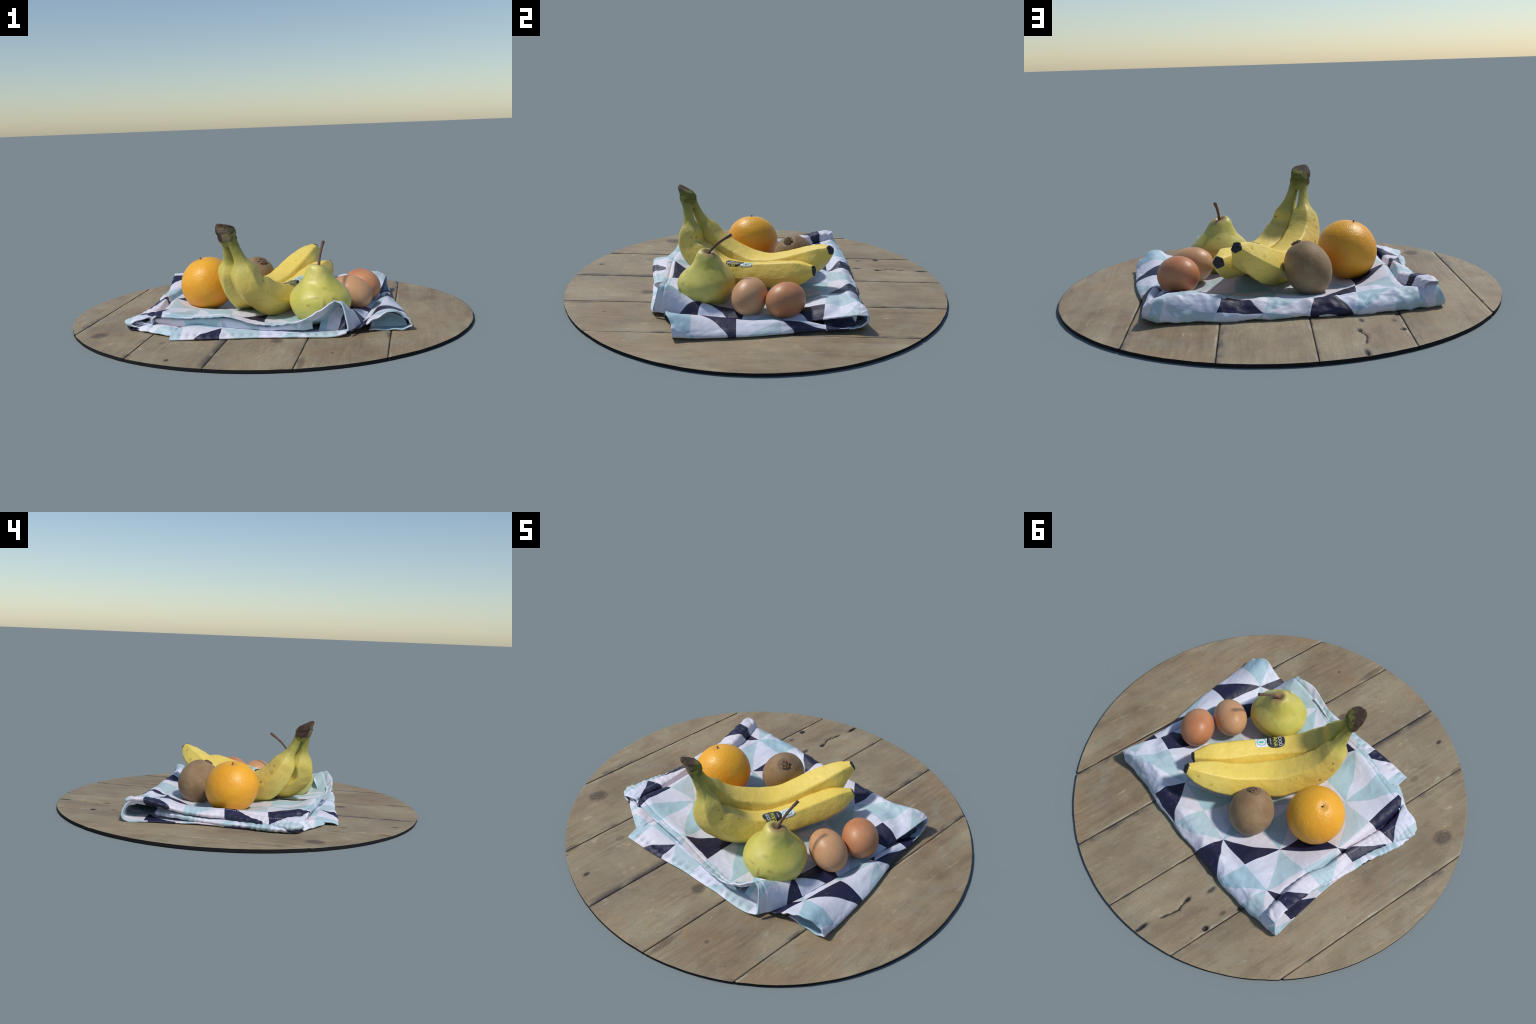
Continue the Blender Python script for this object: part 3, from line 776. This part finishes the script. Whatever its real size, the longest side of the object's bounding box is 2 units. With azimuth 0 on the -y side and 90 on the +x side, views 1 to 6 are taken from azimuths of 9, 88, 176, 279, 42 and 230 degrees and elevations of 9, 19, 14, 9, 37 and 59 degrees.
def build_bananas():
    root = empty("banana_bunch", "two ripe yellow bananas joined at a dry brown green stalk", "bananas")
    skin, tipm = banana_skin(), tip_material()
    seg = 60
    out = [Banana(BAN_A, 0), Banana(BAN_B, 1)]
    out[0].other, out[1].other = out[1], out[0]
    for k, b in enumerate(out):
        verts = []
        rings = 150
        for i in range(rings):
            f = i / (rings - 1)
            for j in range(seg):
                a = 2 * math.pi * j / seg
                p, d = b.point(f, a)
                verts.append(p)
        faces = grid_faces(rings, seg, wrap=True)
        o = mesh_object("banana", verts, faces, skin, root)
        # dry blossom end
        T, c = b.T[-1], b.c[-1]
        tv, prof = [], [(-0.004, 1.03), (-0.001, 1.03), (0.002, 0.99), (0.0042, 0.93), (0.0050, 0.80), (0.0035, 0.40)]
        for h, s in prof:
            for j in range(30):
                a = 2 * math.pi * j / 30
                p, d = b.point(1.0, a)
                q = c + (p - c) * s * (1 + 0.04 * math.sin(3 * a + k)) + T * (h + 0.004 * fbm(p, 40, 2, 3.0))
                tv.append(q)
        tf = grid_faces(len(prof), 30, wrap=True)
        tv.append(c + T * 0.0030)
        for j in range(30):
            tf.append((len(tv) - 1, (len(prof) - 1) * 30 + j, (len(prof) - 1) * 30 + (j + 1) % 30))
        mesh_object("blossom_end", tv, tf, tipm, o)
        if k == 0:
            first = o
    # crown: joins both necks, dry cut face on the outer side
    u, v = np.array([0.83, -0.55, 0]), np.array([0.55, 0.83, 0])
    rings = [(.405, -.137, -.354, .038, .019), (.425, -.142, -.359, .046, .026), (.440, -.145, -.364, .049, .031), (.455, -.145, -.367, .049, .034), (.462, -.148, -.368, .046, .034), (.468, -.149, -.368, .046, .040), (.478, -.150, -.371, .046, .041), (.488, -.151, -.374, .045, .040), (.496, -.152, -.376, .041, .036), (.500, -.152, -.377, .027, .023)]
    P = spline(np.array(rings), 46)
    seg = 56
    verts = []
    for z, cx, cy, ra, rb in P:
        for j in range(seg):
            a = 2 * math.pi * j / seg
            ca, sa = math.cos(a), math.sin(a)
            e = 0.72
            d = (abs(ca) ** e) * np.sign(ca) * ra * u + (abs(sa) ** e) * np.sign(sa) * rb * v
            up = min(1, max(0, (z - .44) / .05))
            # cut off flat on the outer (-x) face
            p = np.array([cx, cy, z]) + d
            cut = (p[0] + 0.142) * -0.75 + (p[1] + 0.368) * -0.40
            if cut > 0.043 and z > .425:
                p = p + np.array([0.75, 0.40, 0]) * (cut - 0.043) * 1.0
            p[2] += -(p[1] + .37) * 0.42 * up
            corner = math.exp(-(((p[0] + .175) / .022) ** 2 + ((p[1] + .402) / .022) ** 2)) * up
            p += np.array([-.008, -.010, .010]) * corner
            p += unit(d) * (0.004 * fbm(p, 38, 3, 6.0) + 0.0015 * fbm(p, 110, 2, 2.0)) * (0.4 + 0.6 * up)
            verts.append(p)
    n = len(P)
    faces = grid_faces(n, seg, wrap=True)
    verts += [np.mean(verts[:seg], axis=0), np.mean(verts[-seg:], axis=0) + np.array([0, 0, 0.001])]
    A0, A1 = len(verts) - 2, len(verts) - 1
    for j in range(seg):
        k = (j + 1) % seg
        faces.append((A0, k, j))
        faces.append((A1, (n - 1) * seg + j, (n - 1) * seg + k))
    mesh_object("stalk", verts, faces, crown_material(), root)
    build_sticker(out[0], first)
    return root


def build_sticker(b, parent):
    """Two paper labels with printing, wrapped on the front banana."""
    # nearest place on the skin to the measured middle of the labels
    goal = np.array([0.131, -0.088, 0.186])
    best = min(((np.linalg.norm(b.point(f, a)[0] - goal), f, a) for f in np.linspace(.4, .8, 161) for a in np.linspace(-1.2, 1.2, 97)))
    _, f0, a0 = best
    L = float(np.linalg.norm(np.diff(b.c, axis=0), axis=1).sum())
    R = float(b.r[int(f0 * (b.n - 1))])

    def place(s, t, off):
        """s metres towards the tip, t metres around the skin (towards the other banana)."""
        sgn = -1.0 if b.point(f0, a0 + 0.2)[0][1] < b.point(f0, a0)[0][1] else 1.0
        return b.point(f0 + s / L, a0 + sgn * t / R, off)[0]

    def flat(name, color, rough=0.4):
        M = Mat(name, rough, 0.5)
        M.color(M.mix(M.noise(40, 2), color, tuple(c * 0.93 for c in color)))
        return M.m

    black, white = flat("sticker_black", (0.030, 0.030, 0.034)), flat("sticker_white", (0.80, 0.82, 0.80))
    teal, lime = flat("sticker_teal", (0.16, 0.50, 0.46)), flat("sticker_lime", (0.62, 0.68, 0.05))

    def patch(name, shape, mat, off, cs, ct, par, n=26):
        """shape(angle) -> radius pair; filled by concentric rings."""
        verts, faces = [place(cs, ct, off)], []
        rings = 6
        for r in range(1, rings + 1):
            for j in range(n):
                x, y = shape(2 * math.pi * j / n)
                verts.append(place(cs + x * r / rings, ct + y * r / rings, off))
        for j in range(n):
            k = (j + 1) % n
            faces.append((0, 1 + j, 1 + k))
            for r in range(rings - 1):
                faces.append((1 + r * n + j, 1 + (r + 1) * n + j, 1 + (r + 1) * n + k, 1 + r * n + k))
        o = mesh_object(name, verts, faces, mat, par)
        md = o.modifiers.new("paper", "SOLIDIFY")
        md.thickness = 0.0007
        md.offset = 0.0
        return o

    def box(hx, hy, p):
        def fn(a):
            c, s = math.cos(a), math.sin(a)
            k = (abs(c) ** p + abs(s) ** p) ** (-1 / p)
            return hx * c * k, hy * s * k
        return fn

    oval = patch("oval_label", box(.040, .036, 2.6), black, 0.0009, -0.026, 0.004, parent, 40)
    sq = patch("square_label", box(.026, .031, 9), white, 0.0007, 0.036, 0.0, parent, 48)
    # round teal emblem: ring and a leaf-like frog-free stand-in
    verts, faces, n = [], [], 40
    for r in (0.0165, 0.0205):
        for j in range(n):
            a = 2 * math.pi * j / n
            verts.append(place(.036 + r * math.cos(a), r * math.sin(a), 0.0016))
    faces = [(j, (j + 1) % n, n + (j + 1) % n, n + j) for j in range(n)]
    em = mesh_object("emblem_ring", verts, faces, teal, sq)
    patch("emblem_leaf", lambda a: ((0.0115 * math.cos(a) + 0.002 * math.cos(2 * a)), 0.0075 * math.sin(a)), teal, 0.0014, .036, 0.0, sq, 20)

    # lettering, wrapped on the skin; reads across the fruit with its tops towards the stalk
    def text(word, size, row, mat, cx=-0.026, stretch=1.0):
        cu = bpy.data.curves.new("lettering", "FONT")
        cu.body = word
        cu.size = size
        cu.align_x, cu.align_y = "CENTER", "CENTER"
        cu.resolution_u = 3
        o = link(bpy.data.objects.new("lettering_source", cu))
        bpy.context.view_layer.update()
        me = bpy.data.meshes.new_from_object(o.evaluated_get(bpy.context.evaluated_depsgraph_get()))
        bpy.data.objects.remove(o)
        import bmesh
        bm = bmesh.new()
        bm.from_mesh(me)
        bmesh.ops.triangulate(bm, faces=bm.faces[:])
        bmesh.ops.subdivide_edges(bm, edges=[e for e in bm.edges if e.calc_length() > 0.006], cuts=2)
        bmesh.ops.triangulate(bm, faces=bm.faces[:])
        bm.to_mesh(me)
        bm.free()
        vs = [place(cx - row - v.co.y, v.co.x * stretch, 0.0018) for v in me.vertices]
        fs = [tuple(p.vertices) for p in me.polygons]
        bpy.data.meshes.remove(me)
        return mesh_object("lettering", vs, fs, mat, oval, smooth=False)

    text("GOOD", 0.021, 0.017, white)
    text("BANA", 0.026, -0.004, lime, stretch=0.95)
    text("fresh fruit", 0.0085, -0.024, white)


# --------------------------------------------------------------------------
# PEAR
# --------------------------------------------------------------------------
def build_pear():
    M = Mat("pear_skin", 0.42, 0.45)
    x, y, z = M.xyz()
    base = M.ramp(M.noise(6.5, 3, 0.55), [(0.30, (0.52, 0.48, 0.090)), (0.50, (0.64, 0.56, 0.125)), (0.72, (0.74, 0.63, 0.190))])
    base = M.mix(M.mul(M.step(M.noise(5.2, 3), 0.48, 0.66), 0.45), base, (0.42, 0.44, 0.065))
    base = M.mix(M.mul(M.step(M.noise(14, 4, 0.6, 0.4), 0.52, 0.68), 0.40), base, (0.38, 0.40, 0.065))
    side = M.add(M.mul(x, 0.3), M.mul(y, 1.0), M.mul(M.math("SUBTRACT", M.noise(9, 3), 0.5), 0.07))
    base = M.mix(M.mul(M.step(side, -0.11, -0.03), 0.55), base, (0.60, 0.36, 0.06))
    speck = M.mul(M.step(M.voronoi(120), 0.26, 0.12), 0.30)
    base = M.mix(speck, base, (0.36, 0.34, 0.07))
    wob = M.math("SUBTRACT", M.noise(45, 3), 0.5)
    d = M.add(M.dist((0.268, -0.238, 0.295)), M.mul(wob, 0.03))
    base = M.mix(M.mul(M.step(d, 0.062, 0.018), 0.85), base, (0.33, 0.19, 0.09))
    base = M.mix(M.step(d, 0.020, 0.004), base, (0.07, 0.045, 0.03))
    for p, s, a in [((.30, -.385, .135), (.010, .04, .030), .55), ((.225, -.388, .13), (.012, .05, .008), .45), ((.255, -.37, .165), (.028, .05, .006), .35), ((.345, -.355, .155), (.012, .03, .010), .5), ((.30, -.33, .20), (.014, .03, .008), .35), ((.37, -.18, .15), (.03, .012, .02), .35)]:
        q = M.add(M.dist(p, s), M.mul(wob, 1.6))
        base = M.mix(M.mul(M.step(q, 1.3, 0.3), min(1, a * 1.25)), base, (0.34, 0.19, 0.055))
    M.color(base)
    M.bump(M.add(M.noise(60, 3), M.mul(M.noise(200, 2), 0.4)), 0.12, 0.005)

    prof = spline(np.array([(0.004, .024), (.050, .026), (.084, .035), (.112, .055), (.1310, .083), (.1415, .109), (.1448, .135), (.1390, .161), (.1205, .186), (.0985, .209), (.0790, .230), (.0670, .250), (.0575, .268), (.0490, .283), (.037, .2935), (.023, .296), (.011, .288), (.003, .281)]), 96)
    i96 = np.arange(96)
    W96 = np.exp(-0.5 * ((i96[:, None] - i96[None]) / 2.2) ** 2)
    prof[6:-14] = ((W96 / W96.sum(1, keepdims=True)) @ prof)[6:-14]
    seg = 96
    zc = [.03, .10, .17, .23, .29]
    verts = []
    for r, z in prof:
        k = (z - .03) / .26
        c = np.array([np.interp(z, zc, [.2655, .2712, .2685, .2640, .2620]), np.interp(z, zc, [-.2542, -.2550, -.2507, -.2455, -.2460]), 0])
        for j in range(seg):
            a = 2 * math.pi * j / seg
            d = np.array([math.cos(a), math.sin(a), 0])
            lump = 1 + 0.016 * math.sin(2 * a + 0.7) * math.sin(3 * k) + 0.030 * math.sin(5 * a + 1.1) * max(0, (k - .60) / .4)
            rr = r * lump
            p = c + d * rr + np.array([0, 0, z])
            kk = min(2, max(0, (z - .22) / .08))
            p[2] += kk * (-0.20 * (p[0] - c[0]) - 0.20 * (p[1] - c[1]))
            p += d * ((0.0060 * fbm(p, 8, 2, 9.0) + 0.0016 * fbm(p, 22, 2, 3.0)) * min(1, r / .03))
            verts.append(p)
    n = len(prof)
    root = mesh_object("pear", verts, grid_faces(n, seg, wrap=True), M.m)
    top(root, "squat green yellow pear with russet marks and a curved brown stem", "pear")
    S = Mat("pear_stem_bark", 0.7, 0.3)
    S.color(S.mix(S.noise(70, 3), (0.085, 0.045, 0.034), (0.19, 0.11, 0.080)))
    S.bump(S.noise(140, 3), 0.4, 0.004)
    tube("stem", [(.267, -.243, .278), (.2665, -.236, .296), (.268, -.220, .316), (.271, -.196, .341), (.2755, -.166, .364), (.280, -.140, .382), (.282, -.131, .388)],
         [.0085, .0070, .0060, .0062, .0066, .0076, .0085], S.m, root, wob=0.0012)
    return root


# --------------------------------------------------------------------------
# ORANGE, KIWI, EGGS  (slightly irregular ellipsoids)
# --------------------------------------------------------------------------
def ellipsoid(name, c, r, rot, mat, shape=None, n=100, seg=120):
    R = rotvec(rot)
    c = np.array(c)
    verts = []
    for i in range(n):
        th = math.pi * (i + 0.02) / (n - 0.96)
        for j in range(seg):
            ph = 2 * math.pi * j / seg
            d = np.array([math.sin(th) * math.cos(ph), math.sin(th) * math.sin(ph), math.cos(th)])
            p = c + R @ (d * np.array(r))
            if shape is not None:
                p = shape(p, unit(p - c))
            verts.append(p)
    return mesh_object(name, verts, grid_faces(n, seg, wrap=True, flip=True), mat)


def build_orange():
    M = Mat("orange_peel", 0.40, 0.45)
    x, y, z = M.xyz()
    base = M.ramp(M.noise(5, 3, 0.5), [(0.3, (0.78, 0.315, 0.020)), (0.55, (0.86, 0.385, 0.022)), (0.75, (0.90, 0.455, 0.035))])
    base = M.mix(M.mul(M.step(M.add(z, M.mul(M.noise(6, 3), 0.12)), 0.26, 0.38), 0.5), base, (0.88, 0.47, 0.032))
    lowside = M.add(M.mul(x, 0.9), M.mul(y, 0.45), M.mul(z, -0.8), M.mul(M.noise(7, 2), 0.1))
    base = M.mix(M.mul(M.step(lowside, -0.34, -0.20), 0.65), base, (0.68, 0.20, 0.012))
    base = M.mix(M.mul(M.step(M.voronoi(150), 0.35, 0.1), 0.16), base, (0.62, 0.22, 0.012))
    base = M.mix(M.mul(M.step(M.dist((-.355, -.026, .295)), 0.035, 0.008), 0.6), base, (0.66, 0.33, 0.09))
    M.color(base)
    M.bump(M.add(M.step(M.voronoi(130), 0.0, 0.55), M.mul(M.noise(28, 3), 0.9)), 0.22, 0.005)
    stem = np.array([-.355, -.026, .293])

    def shape(p, d):
        q = np.linalg.norm(p - stem)
        p = p - d * 0.0085 * math.exp(-(q / .022) ** 2)
        return p + d * (0.0016 * fbm(p, 7, 3, 2.0) + 0.0006 * fbm(p, 45, 2, 5.0))

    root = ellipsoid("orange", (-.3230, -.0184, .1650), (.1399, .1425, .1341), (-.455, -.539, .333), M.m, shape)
    top(root, "plump ripe orange with dimpled peel and small dry stem button", "orange")
    S = Mat("dry_orange_button", 0.8, 0.2)
    S.color(S.mix(S.noise(90, 3), (0.16, 0.085, 0.04), (0.40, 0.27, 0.14)))
    S.bump(S.noise(180, 2), 0.5, 0.003)
    # flat calyx star and a short broken stalk
    verts, faces, n = [], [], 30
    ax = unit(stem - np.array([-.323, -.0184, .165]))
    u = unit(np.cross(ax, [0.2, 1, 0]))
    w = np.cross(ax, u)
    base_c = stem - ax * 0.0085
    for r, h in ((0.0125, -.002), (0.0125, .002), (0.008, .0048), (0.0, .0052)):
        for j in range(n):
            a = 2 * math.pi * j / n
            k = 1 + 0.22 * math.cos(5 * a)
            verts.append(base_c + (u * math.cos(a) + w * math.sin(a)) * r * k + ax * h)
    mesh_object("calyx", verts, grid_faces(4, n, wrap=True), S.m, root)
    tube("stalk_stub", [base_c + ax * .002, base_c + ax * .010, base_c + ax * .0165 + u * .001], [.0050, .0040, .0052], S.m, root, n=14, seg=12, wob=.001)
    return root


def build_kiwi():
    M = Mat("fuzzy_kiwi_skin", 0.62, 0.3)
    base = M.ramp(M.noise(8, 4, 0.6), [(0.3, (0.205, 0.120, 0.056)), (0.5, (0.290, 0.185, 0.092)), (0.72, (0.375, 0.268, 0.150))])
    base = M.mix(M.mul(M.step(M.noise(110, 3, 0.7), 0.55, 0.68), 0.35), base, (0.12, 0.075, 0.042))
    base = M.mix(M.mul(M.step(M.noise(24, 4, 0.65), 0.60, 0.72), 0.25), base, (0.33, 0.26, 0.17))
    cap = np.array([-.066, .164, .252])
    d = M.add(M.dist(tuple(cap)), M.mul(M.math("SUBTRACT", M.noise(60, 3), 0.5), 0.02))
    base = M.mix(M.mul(M.step(d, 0.055, 0.02), 0.6), base, (0.14, 0.075, 0.045))
    M.color(base)
    M.b.inputs["Sheen Weight"].default_value = 0.12
    M.bump(M.add(M.noise(130, 3, 0.7), M.mul(M.noise(30, 3), 0.8)), 0.30, 0.004)
    c = np.array([-.1110, .2085, .1415])
    ax = unit(cap - c)

    def shape(p, dr):
        q = np.linalg.norm(p - cap)
        p = p - dr * 0.006 * math.exp(-((q - .026) / .010) ** 2) + dr * 0.003 * math.exp(-(q / .018) ** 2)
        return p + dr * (0.0018 * fbm(p, 9, 3, 6.0) + 0.0004 * fbm(p, 80, 2, 3.0))

    root = ellipsoid("kiwi_fruit", c, (.1127, .1245, .1025), (-.717, -1.056, 1.068), M.m, shape)
    top(root, "brown fuzzy kiwi fruit standing tilted with a dry crown", "kiwi")
    S = Mat("kiwi_crown_bark", 0.85, 0.2)
    S.color(S.mix(S.noise(120, 4, 0.7), (0.06, 0.032, 0.022), (0.34, 0.23, 0.15)))
    S.bump(S.noise(160, 3), 0.6, 0.004)
    u = unit(np.cross(ax, [0, 0, 1]))
    w = np.cross(u, ax)
    # puckered ring of dried sepals
    verts, faces, n, m = [], [], 60, 12
    # where the crown axis leaves the skin
    R = rotvec((-.717, -1.056, 1.068))
    loc = R.T @ ax
    t = 1 / math.sqrt(sum((loc / np.array([.1127, .1245, .1025])) ** 2))
    b0 = c + ax * t
    for i in range(n):
        a = 2 * math.pi * i / n
        rad = 0.0185 * (1 + 0.10 * math.sin(5 * a + 0.5) + 0.05 * math.sin(11 * a))
        dirr = u * math.cos(a) + w * math.sin(a)
        for j in range(m):
            q = 2 * math.pi * j / m
            rr = 0.0046 * (1 + 0.35 * math.sin(7 * a + 1))
            p = b0 + dirr * (rad + rr * math.cos(q)) + ax * (-.001 + rr * 0.9 * math.sin(q))
            p = p + dirr * 0.003 * fbm(p, 90, 2, 1.0) + ax * 0.003 * fbm(p, 70, 2, 4.0)
            verts.append(p)
    for i in range(n):
        for j in range(m):
            i2, j2 = (i + 1) % n, (j + 1) % m
            faces.append((i * m + j, i * m + j2, i2 * m + j2, i2 * m + j))
    crown = mesh_object("crown", verts, faces, S.m, root)
    tube("core", [b0 - ax * .004, b0 + ax * .001, b0 + ax * .004], [.011, .0095, .005], S.m, crown, n=12, seg=18, wob=.004)
    r2 = np.random.default_rng(3)
    for k in range(9):
        a = 2 * math.pi * k / 9 + r2.uniform(-.2, .2)
        dirr = u * math.cos(a) + w * math.sin(a)
        s = b0 + dirr * 0.014 + ax * 0.001
        e = s - dirr * r2.uniform(.006, .012) + ax * r2.uniform(.002, .004)
        tube("sepal", [s, (s + e) / 2 + ax * .003, e], [.0028, .0024, .0012], S.m, crown, n=8, seg=7, wob=.001)
    return root


def egg_material(name, lo, mid, hi):
    M = Mat(name, 0.42, 0.4)
    base = M.ramp(M.noise(7, 3, 0.5), [(0.3, lo), (0.5, mid), (0.72, hi)])
    base = M.mix(M.mul(M.step(M.noise(95, 3, 0.65), 0.60, 0.72), 0.22), base, tuple(c * 0.62 for c in lo))
    base = M.mix(M.mul(M.step(M.voronoi(70), 0.20, 0.06), 0.25), base, tuple(min(1, c * 1.25) for c in hi))
    M.color(base)
    M.bump(M.add(M.noise(80, 3, 0.6), M.mul(M.noise(24, 2), 0.8)), 0.22, 0.004)
    return M.m


def build_eggs():
    light = egg_material("tan_eggshell", (0.55, 0.28, 0.130), (0.62, 0.345, 0.175), (0.67, 0.400, 0.220))
    dark = egg_material("russet_eggshell", (0.46, 0.165, 0.070), (0.535, 0.220, 0.098), (0.59, 0.280, 0.135))

    def shape(p, d):
        return p + d * 0.0010 * fbm(p, 9, 2, 7.0)

    a = ellipsoid("egg", (.4079, -.0403, .1180), (.1101, .0858, .0840), (-.659, .355, -.249), light, shape, 80, 96)
    b = ellipsoid("egg", (.4591, .1319, .1200), (.1054, .0848, .0877), (.940, -.370, -.797), dark, shape, 80, 96)
    top(a, "pale tan hen egg with faint speckled shell", "egg")
    top(b, "dark russet brown hen egg with smooth shell", "egg")


build_board()
build_cloth()
build_bananas()
build_pear()
build_orange()
build_kiwi()
build_eggs()
